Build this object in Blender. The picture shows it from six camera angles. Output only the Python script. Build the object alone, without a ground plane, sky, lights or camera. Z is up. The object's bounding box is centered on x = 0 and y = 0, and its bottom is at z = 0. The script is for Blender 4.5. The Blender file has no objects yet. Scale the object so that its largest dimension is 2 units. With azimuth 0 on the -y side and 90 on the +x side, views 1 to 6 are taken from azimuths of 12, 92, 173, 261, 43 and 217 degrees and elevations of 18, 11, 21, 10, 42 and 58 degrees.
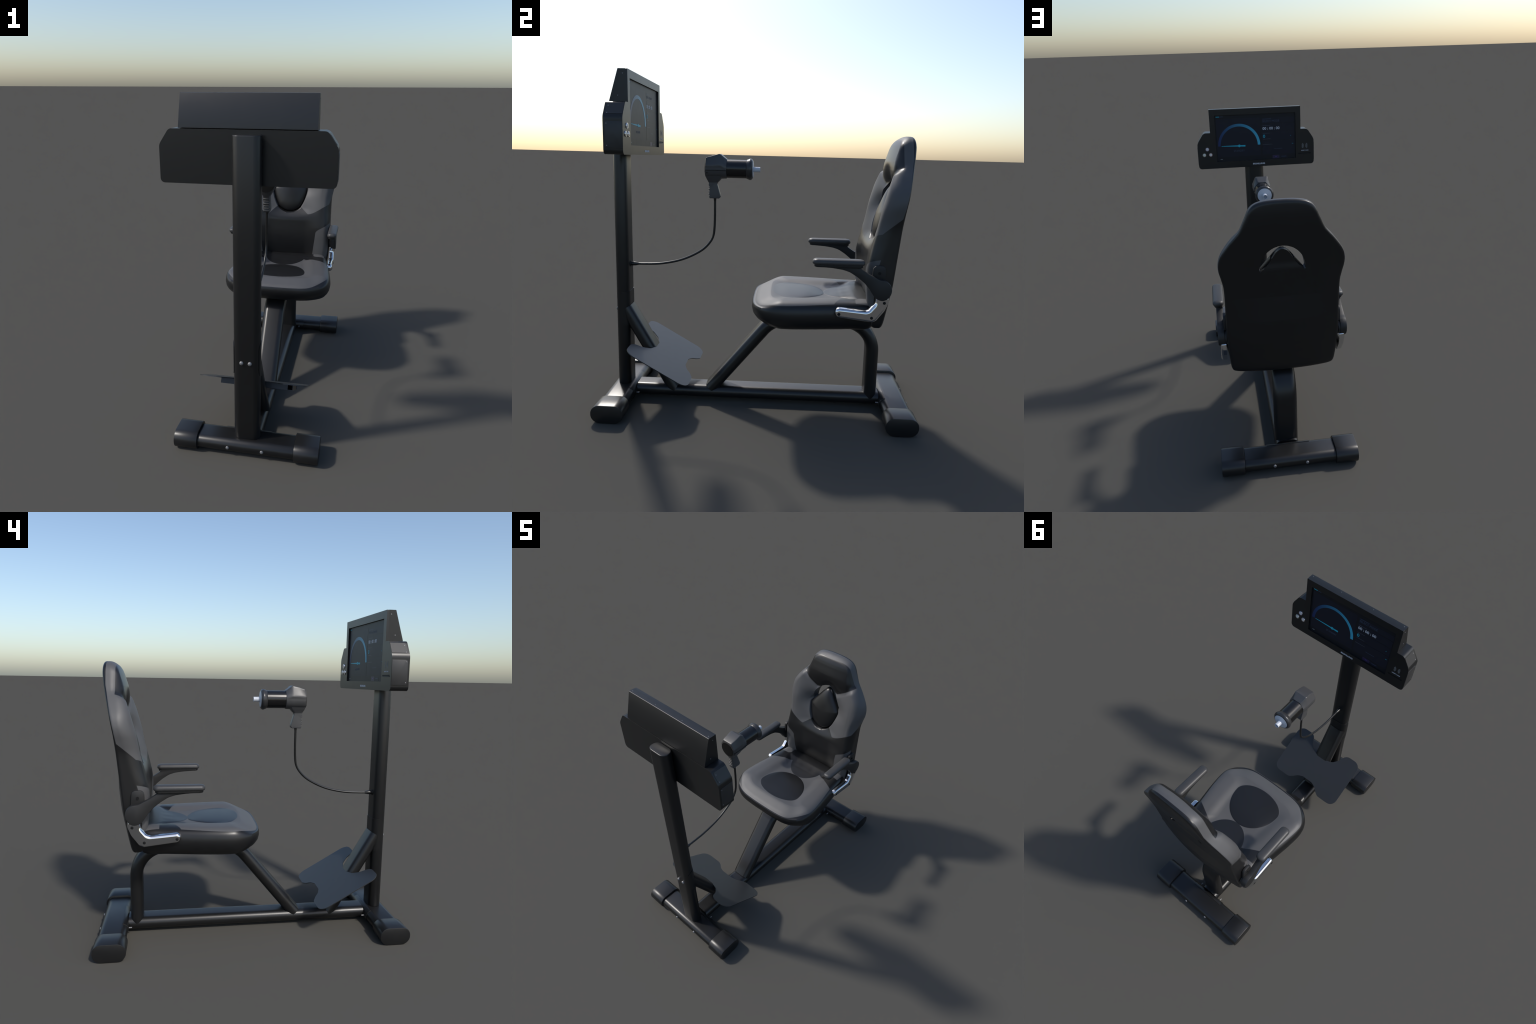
"""A seated training machine: steel frame, column with a screen console, hand-held
unit on a cable, tilted foot plate and a padded chair with folding armrests."""
import bpy, bmesh, math
import numpy as np
from mathutils import Matrix, Vector

BX = 0.0160          # the backrest sits a touch to one side of it
CX = 0.0135          # x of the frame's plane of symmetry (the console sits on x = 0)
rad = math.radians

# ------------------------------------------------------------------ materials
class Nodes:
    """Tiny helper to write node maths as expressions."""
    def __init__(s, mat):
        mat.use_nodes = True
        s.t = mat.node_tree
        s.bsdf = s.t.nodes["Principled BSDF"]
        s._xyz = None
    def new(s, kind, **kw):
        n = s.t.nodes.new(kind)
        for k, v in kw.items():
            setattr(n, k, v)
        return n
    def plug(s, sock, v):
        if hasattr(v, "is_output"):
            s.t.links.new(v, sock)
        else:
            sock.default_value = v
    def m(s, op, a, b=0.0, c=None):
        n = s.new("ShaderNodeMath", operation=op)
        s.plug(n.inputs[0], a); s.plug(n.inputs[1], b)
        if c is not None:
            s.plug(n.inputs[2], c)
        return n.outputs[0]
    def add(s, a, b): return s.m("ADD", a, b)
    def sub(s, a, b): return s.m("SUBTRACT", a, b)
    def mul(s, a, b): return s.m("MULTIPLY", a, b)
    def lt(s, a, b): return s.m("LESS_THAN", a, b)
    def gt(s, a, b): return s.m("GREATER_THAN", a, b)
    def both(s, a, b): return s.m("MULTIPLY", a, b)
    def either(s, a, b): return s.m("MAXIMUM", a, b)
    def no(s, a): return s.m("SUBTRACT", 1.0, a)
    def sq(s, a, k): # (a/k)^2
        d = s.m("DIVIDE", a, k); return s.m("MULTIPLY", d, d)
    def ramp(s, x, x0, x1, y0, y1, smooth=False):
        n = s.new("ShaderNodeMapRange", interpolation_type="SMOOTHSTEP" if smooth else "LINEAR")
        s.plug(n.inputs[0], x)
        for i, v in enumerate((x0, x1, y0, y1)):
            n.inputs[i + 1].default_value = v
        return n.outputs[0]
    def coords(s):
        return s.new("ShaderNodeTexCoord").outputs["Object"]
    def xyz(s):
        if not s._xyz:
            n = s.new("ShaderNodeSeparateXYZ"); s.t.links.new(s.coords(), n.inputs[0])
            s._xyz = n.outputs
        return s._xyz
    def noise(s, scale, detail=3.0, rough=0.5, stretch=None):
        n = s.new("ShaderNodeTexNoise")
        v = s.coords()
        if stretch:
            mp = s.new("ShaderNodeMapping"); mp.inputs["Scale"].default_value = stretch
            s.t.links.new(v, mp.inputs[0]); v = mp.outputs[0]
        s.t.links.new(v, n.inputs["Vector"])
        n.inputs["Scale"].default_value = scale; n.inputs["Detail"].default_value = detail
        n.inputs["Roughness"].default_value = rough
        return n.outputs["Fac"]
    def mix(s, f, a, b):
        n = s.new("ShaderNodeMix", data_type="RGBA")
        s.plug(n.inputs[0], f)
        for i, v in ((6, a), (7, b)):
            if hasattr(v, "is_output"):
                s.t.links.new(v, n.inputs[i])
            else:
                n.inputs[i].default_value = (*v, 1.0)
        return n.outputs[2]
    def bump(s, h, strength, dist=0.002):
        n = s.new("ShaderNodeBump"); n.inputs["Strength"].default_value = strength
        n.inputs["Distance"].default_value = dist
        s.t.links.new(h, n.inputs["Height"]); s.t.links.new(n.outputs[0], s.bsdf.inputs["Normal"])

def material(name, colour, rough=0.4, metal=0.0, spec=0.5, vary=0.12, grain=0.0, grain_scale=900.0, coat=0.0):
    mt = bpy.data.materials.new(name)
    n = Nodes(mt); b = n.bsdf
    lo = [c * (1 - vary) for c in colour]; hi = [c * (1 + vary) for c in colour]
    f = n.noise(14.0, 4.0)
    n.t.links.new(n.mix(f, lo, hi), b.inputs["Base Color"])
    n.t.links.new(n.ramp(n.noise(30.0, 3.0), 0.3, 0.7, rough * 0.975, rough * 1.025), b.inputs["Roughness"])
    b.inputs["Metallic"].default_value = metal
    b.inputs["Specular IOR Level"].default_value = spec
    b.inputs["Coat Weight"].default_value = coat
    if grain:
        n.bump(n.noise(grain_scale, 2.0), grain, 0.0004)
    return mt

M = {}
M["frame"] = material("black_painted_steel", (0.0085, 0.0085, 0.0088), 0.34, spec=0.5)
M["cap"] = material("black_moulded_plastic", (0.0100, 0.0100, 0.0104), 0.36)
M["housing"] = material("black_sheet_metal", (0.0088, 0.0090, 0.0092), 0.36, vary=0.05)
M["side_plate"] = material("dark_cover_plate", (0.0260, 0.0260, 0.0265), 0.42)
M["plate"] = material("dark_slate_metal", (0.0230, 0.0245, 0.0262), 0.40, vary=0.04)
M["dark"] = material("matt_black", (0.0045, 0.0045, 0.0047), 0.6, spec=0.3)
M["arm"] = material("black_nylon", (0.0135, 0.0135, 0.0138), 0.55, grain=0.08)
M["arm_pad"] = material("grey_armrest_foam", (0.0400, 0.0400, 0.0410), 0.46, grain=0.08)
M["chrome"] = material("polished_chrome", (0.74, 0.75, 0.77), 0.09, metal=1.0, vary=0.03)
M["bolt"] = material("zinc_plated_steel", (0.22, 0.22, 0.225), 0.45, metal=0.5, vary=0.05)
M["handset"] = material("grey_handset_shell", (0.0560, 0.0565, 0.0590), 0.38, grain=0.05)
M["barrel"] = material("gloss_black_barrel", (0.0070, 0.0070, 0.0075), 0.24)
M["ring"] = material("grey_end_ring", (0.0300, 0.0300, 0.0310), 0.30)
M["pale"] = material("pale_grey_plastic", (0.52, 0.55, 0.60), 0.40, vary=0.02)
M["rubber"] = material("black_cable_rubber", (0.0080, 0.0080, 0.0082), 0.32)
M["screen"] = material("dark_navy_display", (0.0075, 0.0088, 0.0125), 0.45, vary=0.02, spec=0.34)
M["panel"] = material("navy_display_panel", (0.0085, 0.0105, 0.0200), 0.45, vary=0.02, spec=0.34)
M["white_print"] = material("white_print", (0.55, 0.58, 0.64), 0.5, vary=0.0)
M["grey_print"] = material("grey_print", (0.20, 0.21, 0.22), 0.5, vary=0.0)
M["faint_print"] = material("faint_blue_print", (0.042, 0.060, 0.100), 0.45, vary=0.0, spec=0.34)
M["dim_print"] = material("dim_grey_print", (0.050, 0.058, 0.075), 0.45, vary=0.0, spec=0.34)
M["cyan_print"] = material("cyan_print", (0.025, 0.38, 0.50), 0.45, vary=0.0, spec=0.34)
M["purple_print"] = material("purple_print", (0.020, 0.014, 0.050), 0.42, vary=0.0)
M["violet_print"] = material("violet_print", (0.065, 0.040, 0.26), 0.42, vary=0.0)
M["button_white"] = material("button_face", (0.62, 0.60, 0.58), 0.30, vary=0.02)

def arc_material():
    """Gauge arc: deep blue at its left end, turning cyan towards its right end."""
    mt = bpy.data.materials.new("gauge_arc_gradient"); n = Nodes(mt)
    x, y, z = n.xyz()
    f = n.m("POWER", n.ramp(x, 0.30, -0.03, 0.0, 1.0), 1.35)
    n.t.links.new(n.mix(f, (0.004, 0.017, 0.090), (0.045, 0.38, 0.56)), n.bsdf.inputs["Base Color"])
    n.t.links.new(n.ramp(n.noise(30), 0, 1, 0.40, 0.44), n.bsdf.inputs["Roughness"])
    return mt
M["arc"] = arc_material()

GREY = (0.0740, 0.0740, 0.0765)
BLACK = (0.0085, 0.0085, 0.0090)

def leather(name, mask_builder, rough=0.44):
    mt = bpy.data.materials.new(name); n = Nodes(mt); b = n.bsdf
    mask = mask_builder(n)                      # 1 = grey hide, 0 = black hide
    f = n.noise(9.0, 4.0)
    gl = n.mix(f, [c * 0.93 for c in GREY], [c * 1.07 for c in GREY])
    bl = n.mix(f, [c * 0.90 for c in BLACK], [c * 1.10 for c in BLACK])
    n.t.links.new(n.mix(mask, bl, gl), b.inputs["Base Color"])
    n.t.links.new(n.ramp(mask, 0, 1, rough - 0.08, rough + 0.08), b.inputs["Roughness"])
    n.bump(n.noise(520.0, 3.0), 0.10, 0.0006)
    return mt

def seat_mask(n):
    x, y, z = n.xyz()
    u = n.m("ABSOLUTE", n.sub(x, CX))
    dy = n.sub(y, 0.19)
    depth = n.ramp(n.gt(dy, 0.0), 0, 1, 0.107, 0.211)
    q = n.m("DIVIDE", dy, depth)
    egg = n.lt(n.add(n.sq(u, 0.19), n.mul(q, q)), 1.0)
    dr = n.m("MINIMUM", n.sub(y, 0.60), 0.0)
    oval = n.lt(n.add(n.sq(u, 0.158), n.sq(dr, 0.20)), 1.0)
    strip = n.both(n.gt(y, n.sub(0.600, n.mul(u, 0.49))), n.gt(u, 0.13))
    lu = n.m("MAXIMUM", n.sub(0.252, u), 0.0); ly = n.m("MAXIMUM", n.sub(0.606, y), 0.0)
    lump = n.lt(n.add(n.sq(lu, 0.038), n.sq(ly, 0.038)), 1.0)
    dark = n.either(n.either(egg, oval), n.both(strip, n.no(lump)))
    seam = n.add(n.ramp(y, -0.03, 0.12, 0.703, 0.734, smooth=True), n.ramp(y, 0.12, 0.50, 0.0, 0.012))
    inside = n.both(n.lt(u, 0.30), n.gt(y, 0.05))
    side = n.lt(z, n.sub(seam, n.mul(inside, 0.05)))
    return n.no(n.either(dark, side))

def back_mask(n):
    x, y, z = n.xyz()
    u = n.m("ABSOLUTE", n.sub(x, CX))
    # rear shell boundary
    rear = n.add(n.ramp(z, 0.60, 1.19, 0.700, 0.783), n.ramp(z, 1.19, 1.56, 0.0, 0.072))
    in_front = n.lt(y, rear)
    # upper grey: ring and wings
    low = n.add(n.ramp(u, 0.152, 0.34, 1.073, 1.155, smooth=True),
                n.mul(n.m("MAXIMUM", n.sub(y, 0.69), 0.0), 0.85))
    inner = n.ramp(u, 0.085, 0.152, 1.130, 1.073)
    low = n.m("MAXIMUM", low, n.mul(inner, n.lt(u, 0.152)))
    grey_up = n.gt(z, low)
    # headrest
    hl = n.ramp(u, 0.10, 0.245, 1.410, 1.508)
    head = n.both(n.both(n.gt(z, hl), n.lt(y, 0.803)), n.lt(z, 1.672))
    # lower side strips
    inn = n.add(n.ramp(z, 0.74, 0.93, 0.200, 0.222), n.ramp(z, 0.93, 1.03, 0.0, 0.12, smooth=True))
    out = n.add(n.mul(n.m("MAXIMUM", n.sub(z, 0.92), 0.0), 0.28), 0.664)
    strip = n.both(n.both(n.gt(u, inn), n.lt(y, out)), n.lt(z, 1.032))
    grey = n.either(n.both(grey_up, n.no(head)), strip)
    return n.both(grey, in_front)

M["seat"] = leather("seat_hide", seat_mask)
M["back"] = leather("back_hide", back_mask)
M["black_hide"] = leather("black_hide", lambda n: n.ramp(n.xyz()[2], 0, 1, 0, 0))

# ------------------------------------------------------------------ building helpers
def link(ob, parent=None):
    bpy.context.scene.collection.objects.link(ob)
    if parent:
        ob.parent = parent
    return ob

def finish(name, bm, mat, parent=None, angle=35.0, smooth=True, fix=True):
    if fix:
        bmesh.ops.recalc_face_normals(bm, faces=bm.faces)
    me = bpy.data.meshes.new(name); bm.to_mesh(me); bm.free()
    me.materials.append(M[mat] if isinstance(mat, str) else mat)
    if smooth:
        me.shade_smooth()
        me.set_sharp_from_angle(angle=rad(angle))
    return link(bpy.data.objects.new(name, me), parent)

def round_poly(pts, r, seg=6):
    """2D polygon with its corners rounded; r may be one radius or one per corner."""
    n = len(pts); out = []
    rr = r if hasattr(r, "__len__") else [r] * n
    for i in range(n):
        p = np.array(pts[i], float); a = np.array(pts[i - 1], float); c = np.array(pts[(i + 1) % n], float)
        if rr[i] <= 0:
            out.append(tuple(p)); continue
        d1 = (a - p) / np.linalg.norm(a - p); d2 = (c - p) / np.linalg.norm(c - p)
        ang = math.acos(max(-1, min(1, float(d1 @ d2))))
        if ang > math.pi - 0.01:
            out.append(tuple(p)); continue
        t = min(rr[i] / math.tan(ang / 2), 0.49 * np.linalg.norm(a - p), 0.49 * np.linalg.norm(c - p))
        rad_ = t * math.tan(ang / 2)
        ctr = p + (d1 + d2) / np.linalg.norm(d1 + d2) * rad_ / math.sin(ang / 2)
        a1 = p + d1 * t - ctr; a2 = p + d2 * t - ctr
        s = math.atan2(a1[1], a1[0]); e = math.atan2(a2[1], a2[0])
        while e - s > math.pi: e -= 2 * math.pi
        while e - s < -math.pi: e += 2 * math.pi
        for k in range(seg + 1):
            th = s + (e - s) * k / seg
            out.append((ctr[0] + rad_ * math.cos(th), ctr[1] + rad_ * math.sin(th)))
    return out

def box_section(hx, hy, r, seg=8):
    return round_poly([(-hx, -hy), (hx, -hy), (hx, hy), (-hx, hy)], r, seg)

def bevel_caps(bm, width, seg=2, limit=50):
    es = [e for e in bm.edges if len(e.link_faces) == 2 and e.calc_face_angle(0) > rad(limit)]
    if es and width > 0:
        bmesh.ops.bevel(bm, geom=es, offset=width, segments=seg, affect="EDGES", profile=0.5, clamp_overlap=True)

def prism_bm(poly, a0, a1, axis, bevel=0.0, bm=None, seg=2):
    """Extrude a 2D polygon along an axis. axis x: (y,z); y: (x,z); z: (x,y)."""
    new = bmesh.new()
    put = {"x": lambda p, a: (a, p[0], p[1]), "y": lambda p, a: (p[0], a, p[1]), "z": lambda p, a: (p[0], p[1], a)}[axis]
    v0 = [new.verts.new(put(p, a0)) for p in poly]; v1 = [new.verts.new(put(p, a1)) for p in poly]
    new.faces.new(v0); new.faces.new(v1[::-1])
    n = len(poly)
    for i in range(n):
        new.faces.new((v0[i], v1[i], v1[(i + 1) % n], v0[(i + 1) % n]))
    bmesh.ops.recalc_face_normals(new, faces=new.faces)
    bevel_caps(new, bevel, seg)
    return merge(bm, new)

def merge(bm, new):
    if bm is None:
        return new
    me = bpy.data.meshes.new("tmp"); new.to_mesh(me); new.free(); bm.from_mesh(me); bpy.data.meshes.remove(me)
    return bm

def prism(name, poly, a0, a1, axis, mat, parent=None, bevel=0.0, angle=35.0, seg=2):
    return finish(name, prism_bm(poly, a0, a1, axis, bevel, seg=seg), mat, parent, angle)

def pillow_prism(name, poly, x0, x1, r, mat, parent, n=260, seg=7):
    """Plate in the y-z plane between x0 and x1 whose outer rim (at x1) is rolled over with radius r."""
    C = resample(np.array(poly), n); T = np.roll(C, -1, 0) - np.roll(C, 1, 0); T /= np.linalg.norm(T, axis=1)[:, None]
    nin = np.stack([-T[:, 1], T[:, 0]], 1)
    area = 0.5 * np.sum(C[:, 0] * np.roll(C[:, 1], -1) - np.roll(C[:, 0], -1) * C[:, 1])
    nin *= np.sign(area)
    sg = 1 if x1 > x0 else -1
    rings = [[(x0, p[0], p[1]) for p in C]]
    for a in np.linspace(0, math.pi / 2, seg):
        P = C + nin * r * (1 - math.cos(a)); rings.append([(x1 - sg * r * (1 - math.sin(a)), p[0], p[1]) for p in P])
    return finish(name, rings_bm(rings), mat, parent, 40)

def rings_bm(rings, cap0=True, cap1=True, bm=None):
    bm = bm or bmesh.new()
    vs = [[bm.verts.new(p) for p in r] for r in rings]
    n = len(rings[0])
    for a, b in zip(vs, vs[1:]):
        for i in range(n):
            j = (i + 1) % n
            bm.faces.new((a[i], a[j], b[j], b[i]))
    if cap0: bm.faces.new(vs[0][::-1])
    if cap1: bm.faces.new(vs[-1])
    return bm

def lathe(name, prof, origin, axis, mat, parent=None, seg=40, angle=35.0):
    """prof: (distance along axis, radius) pairs."""
    ax = Vector(axis).normalized()
    u = ax.orthogonal().normalized(); w = ax.cross(u)
    o = Vector(origin)
    rings = [[o + ax * d + (u * math.cos(2 * math.pi * k / seg) + w * math.sin(2 * math.pi * k / seg)) * max(r, 1e-5)
              for k in range(seg)] for d, r in prof]
    return finish(name, rings_bm(rings), mat, parent, angle)

def sweep_yz(name, section, path, x0, mat, parent=None, angle=40.0):
    """Sweep a section (x offset, in-plane normal offset) along a path of (y,z) points."""
    P = [np.array(p, float) for p in path]; rings = []
    for i, p in enumerate(P):
        a = P[max(i - 1, 0)]; c = P[min(i + 1, len(P) - 1)]
        if 0 < i < len(P) - 1:
            d = (p - a) / np.linalg.norm(p - a) + (c - p) / np.linalg.norm(c - p)
        else:
            d = c - a
        d /= np.linalg.norm(d); nrm = np.array([-d[1], d[0]])
        rings.append([(x0 + sx, p[0] + nrm[0] * sn, p[1] + nrm[1] * sn) for sx, sn in section])
    return finish(name, rings_bm(rings), mat, parent, angle)

def catmull(pts, per=12, closed=False):
    P = [np.array(p, float) for p in pts]; n = len(P); out = []
    for i in range(n if closed else n - 1):
        p0 = P[(i - 1) % n] if closed or i > 0 else 2 * P[0] - P[1]
        p1 = P[i]; p2 = P[(i + 1) % n]
        p3 = P[(i + 2) % n] if closed or i + 2 < n else 2 * P[-1] - P[-2]
        for k in range(per):
            t = k / per
            out.append(0.5 * (2 * p1 + (p2 - p0) * t + (2 * p0 - 5 * p1 + 4 * p2 - p3) * t * t + (3 * p1 - p0 - 3 * p2 + p3) * t ** 3))
    if not closed:
        out.append(P[-1])
    return np.array(out)

def resample(pts, n):
    """n points at equal spacing round a closed curve."""
    Q = np.vstack([pts, pts[:1]]); d = np.r_[0, np.cumsum(np.linalg.norm(np.diff(Q, axis=0), axis=1))]
    t = np.linspace(0, d[-1], n, endpoint=False)
    return np.stack([np.interp(t, d, Q[:, k]) for k in range(Q.shape[1])], 1)

def inward(C, u0, v0, v1):
    """Unit directions from an outline towards the nearest point of an inner rectangle."""
    Q = np.stack([np.clip(C[:, 0], -u0, u0), np.clip(C[:, 1], v0, v1)], 1) - C
    return Q / np.linalg.norm(Q, axis=1)[:, None]

def sstep(a, b, x):
    t = np.clip((np.asarray(x, float) - a) / (b - a), 0, 1); return t * t * (3 - 2 * t)

def copies(name, mesh_ob, places, parent):
    """Repeat one part by sharing its mesh data."""
    first = True
    for loc in places:
        if first:
            mesh_ob.location = loc; first = False
        else:
            o = mesh_ob.copy(); o.location = loc; link(o, parent); o.parent = parent

def tube_bm(p0, p1, r0, r1=None, seg=16, bm=None):
    p0, p1 = Vector(p0), Vector(p1); ax = (p1 - p0).normalized(); u = ax.orthogonal().normalized(); w = ax.cross(u)
    r1 = r0 if r1 is None else r1
    return rings_bm([[p + (u * math.cos(2 * math.pi * k / seg) + w * math.sin(2 * math.pi * k / seg)) * r for k in range(seg)]
                     for p, r in ((p0, r0), (p1, r1))], bm=bm)

# ------------------------------------------------------------------ the thing
machine = link(bpy.data.objects.new("training_machine", None))
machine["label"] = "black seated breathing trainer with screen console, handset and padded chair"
machine["category"] = "exercise machine"

def bolt_mesh(name, r, h, direction, parent):
    """Domed bolt head at the origin, looking along direction."""
    prof = [(-0.004, r), (h * 0.35, r)] + [(h * (0.35 + 0.65 * math.sin(a)), r * math.cos(a)) for a in np.linspace(0.25, 1.5, 5)]
    return lathe(name, prof, (0, 0, 0), direction, "bolt", parent, 20)

# ---- base: two cross feet and the long rail
FOOT_Z = 0.055
foot_sec = box_section(0.0832, 0.0415, 0.0405, 10)       # (y, z)
cap_sec = box_section(0.0957, 0.055, 0.0525, 12)
for sgn in (-1, 1):
    yc = sgn * 0.8572
    sec = [(yc + a, FOOT_Z + b) for a, b in foot_sec]
    foot = prism("foot_tube", sec, CX - 0.40, CX + 0.40, "x", "frame", machine, 0.0015)
    for a0, a1 in ((-0.4205, -0.2820), (0.2800, 0.4195)):
        csec = [(yc + a, FOOT_Z + b) for a, b in cap_sec]
        prism("foot_cap", csec, CX + a0, CX + a1, "x", "cap", foot, 0.004)
    b = bolt_mesh("foot_bolt", 0.0095, 0.006, (0, sgn, 0), foot)
    copies("foot_bolt", b, [(CX - 0.1, sgn * 0.9415, 0.055), (CX + 0.1, sgn * 0.9415, 0.055)], foot)
    # saddle plate where the rail is bolted on, wrapping the inner side of the foot
    arc = []
    for k in range(15):
        t = rad(-78 + 156 * k / 14); arc.append((math.cos(t), math.sin(t)))
    ro, ri, oy = 0.0448, 0.0390, 0.0427
    poly = [(yc - sgn * (oy + ro * c), FOOT_Z + ro * s) for c, s in arc] + [(yc - sgn * (oy + ri * c), FOOT_Z + ri * s) for c, s in arc[::-1]]
    prism("saddle_plate", poly, CX - 0.135, CX + 0.135, "x", "frame", foot, 0.001)
    bm = None
    for dx in (-0.1, 0.1):
        bm = tube_bm((CX + dx, sgn * 0.775, 0.052), (CX + dx, sgn * 0.752, 0.052), 0.0042, bm=bm)
    finish("saddle_stud", bm, "bolt", foot)

rail_sec = [(CX + a, 0.0560 + b) for a, b in box_section(0.0748, 0.0395, 0.0385, 10)]
prism("base_rail", rail_sec, -0.775, 0.775, "y", "frame", machine)

# ---- column
COL_Y = -0.8575
COL_HX, COL_HY = 0.0748, 0.0408
col_sec = [(CX + 0.001 + a, COL_Y + b) for a, b in box_section(COL_HX, COL_HY, 0.0390, 12)]
column = prism("column", col_sec, 0.095, 1.8055, "z", "frame", machine, 0.005, seg=3)
b = bolt_mesh("column_bolt", 0.0115, 0.010, (0, -1, 0), column)
copies("column_bolt", b, [(CX - 0.0235, -0.8985, 0.585), (CX + 0.0235, -0.8985, 0.585)], column)

# bent sleeve plate that carries the footrest strut: wraps the rear of the column
def sleeve():
    ring = resample(np.array(box_section(COL_HX, COL_HY, 0.0390, 14)), 240)
    ring = np.vstack([ring, ring[:1]])
    ring = [p for p in ring if p[1] > -0.022]
    ring.sort(key=lambda p: math.atan2(p[0], p[1] + 0.03))
    R = np.array(ring); d = np.r_[0, np.cumsum(np.linalg.norm(np.diff(R, axis=0), axis=1))]; L = d[-1]
    bm = bmesh.new(); z0, z1, cr, T = 0.487, 0.706, 0.045, 0.0030
    nz = 12; outer, inner = [], []
    for p, s in zip(R, d):
        e = min(s, L - s); cut = 0.0
        if e < cr:
            cut = cr - math.sqrt(max(cr * cr - (cr - e) ** 2, 0))
        nrm = np.array([np.sign(p[0]) * max(abs(p[0]) - (COL_HX - 0.039), 0.0), p[1]]); nrm /= np.linalg.norm(nrm)
        zs = np.linspace(z0 + cut, z1 - cut, nz + 1)
        outer.append([bm.verts.new((CX + 0.001 + p[0] + nrm[0] * T, COL_Y + p[1] + nrm[1] * T, z)) for z in zs])
        inner.append([bm.verts.new((CX + 0.001 + p[0] - nrm[0] * T, COL_Y + p[1] - nrm[1] * T, z)) for z in zs])
    for i in range(len(outer) - 1):
        for k in range(nz):
            bm.faces.new((outer[i][k], outer[i + 1][k], outer[i + 1][k + 1], outer[i][k + 1]))
            bm.faces.new((inner[i][k], inner[i][k + 1], inner[i + 1][k + 1], inner[i + 1][k]))
        bm.faces.new((outer[i][0], inner[i][0], inner[i + 1][0], outer[i + 1][0]))
        bm.faces.new((outer[i][nz], outer[i + 1][nz], inner[i + 1][nz], inner[i][nz]))
    for i in (0, len(outer) - 1):
        for k in range(nz):
            bm.faces.new((outer[i][k], outer[i][k + 1], inner[i][k + 1], inner[i][k]))
    return finish("column_sleeve", bm, "frame", column, 40)
sleeve()

# ---- footrest: strut, notched plate, square-tube frame under it
tube_sec = box_section(0.0745, 0.0390, 0.0375, 10)
sweep_yz("footrest_strut", tube_sec, [(-0.845, 0.5957), (-0.536, 0.0605)], CX, "frame", machine)

SL = math.atan(0.578); cs, sn = math.cos(SL), math.sin(SL)
def on_plate(u, v, h=0.0):
    """Plate coordinates: u across, v down the slope towards the sitter, h along its normal."""
    return (CX + u, -0.6 + v * cs + h * sn, 0.31 - v * sn + h * cs)
half = [(0.0, 0.158), (0.048, 0.158), (0.092, 0.176), (0.122, 0.206), (0.158, 0.228), (0.318, 0.228),
        (0.318, -0.198), (0.170, -0.198), (0.142, -0.128), (0.100, -0.083), (0.055, -0.070), (0.0, -0.070)]
rads = [0, 0.03, 0.05, 0.05, 0.03, 0.062, 0.062, 0.055, 0.06, 0.06, 0.05, 0]
full = half[1:-1] + [(-u, v) for u, v in half[1:-1]][::-1]
fr = rads[1:-1] + rads[1:-1][::-1]
outline = round_poly(full, fr, 8)
def plate():
    bm = bmesh.new()
    top = [bm.verts.new(on_plate(u, v, 0.0)) for u, v in outline]
    bot = [bm.verts.new(on_plate(u, v, -0.0048)) for u, v in outline]
    bm.faces.new(top); bm.faces.new(bot[::-1])
    for i in range(len(top)):
        j = (i + 1) % len(top); bm.faces.new((top[i], bot[i], bot[j], top[j]))
    return finish("foot_plate", bm, "plate", machine, 30)
foot_plate = plate()
def square_tube(bm, c0, c1, across, s=0.0165, wall=0.0025):
    """Open square tube between two plate-space points (u, v), lying just under the plate."""
    hs = (s, s - wall); ends = []
    for (u, v) in (c0, c1):
        loops = []
        for h in hs:
            q = [(-h, -h), (h, -h), (h, h), (-h, h)]
            loops.append([bm.verts.new(on_plate(u + (a if across else 0), v + (0 if across else a), -0.005 - s + b_)) for a, b_ in q])
        ends.append(loops)
    for i in range(4):
        j = (i + 1) % 4
        for k in (0, 1):
            bm.faces.new((ends[0][k][i], ends[0][k][j], ends[1][k][j], ends[1][k][i]))
        for e in ends:
            bm.faces.new((e[0][i], e[0][j], e[1][j], e[1][i]))
bm = bmesh.new()   # the four tubes chase each other round the rectangle
square_tube(bm, (-0.2050, -0.050), (0.2015, -0.050), False)
square_tube(bm, (0.2185, -0.067), (0.2185, 0.120), True)
square_tube(bm, (0.2350, 0.138), (-0.171, 0.138), False)
square_tube(bm, (-0.1880, 0.155), (-0.1880, -0.0330), True)
finish("support_frame", bm, "frame", foot_plate, 30)

# ---- seat frame: one bent tube from the rail, under the seat and down again
def bend(c, r, a0, a1, n=12):
    return [(c[0] + r * math.cos(rad(a0 + (a1 - a0) * k / n)), c[1] + r * math.sin(rad(a0 + (a1 - a0) * k / n))) for k in range(n + 1)]
slope = 50.6
d = (math.cos(rad(slope)), math.sin(rad(slope)))
R1, ZT = 0.20, 0.556
# tangent of the front bend: the straight strut passes through (-0.2815, 0.10)
zc = ZT - R1
pz = zc + R1 * math.sin(rad(90 + slope))
py = -0.2815 + (pz - 0.10) / math.tan(rad(slope))
yc = py - R1 * math.cos(rad(90 + slope))
path = [(-0.2815 - 0.03 * d[0], 0.10 - 0.03 * d[1])] + bend((yc, zc), R1, 90 + slope, 90)
path += bend((0.7215 - 0.190, ZT - 0.190), 0.190, 90, 0, 16) + [(0.7215, 0.060)]
sweep_yz("seat_frame", tube_sec, path, CX, "frame", machine)

# ------------------------------------------------------------------ chair
chair = link(bpy.data.objects.new("chair", None), machine)

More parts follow.
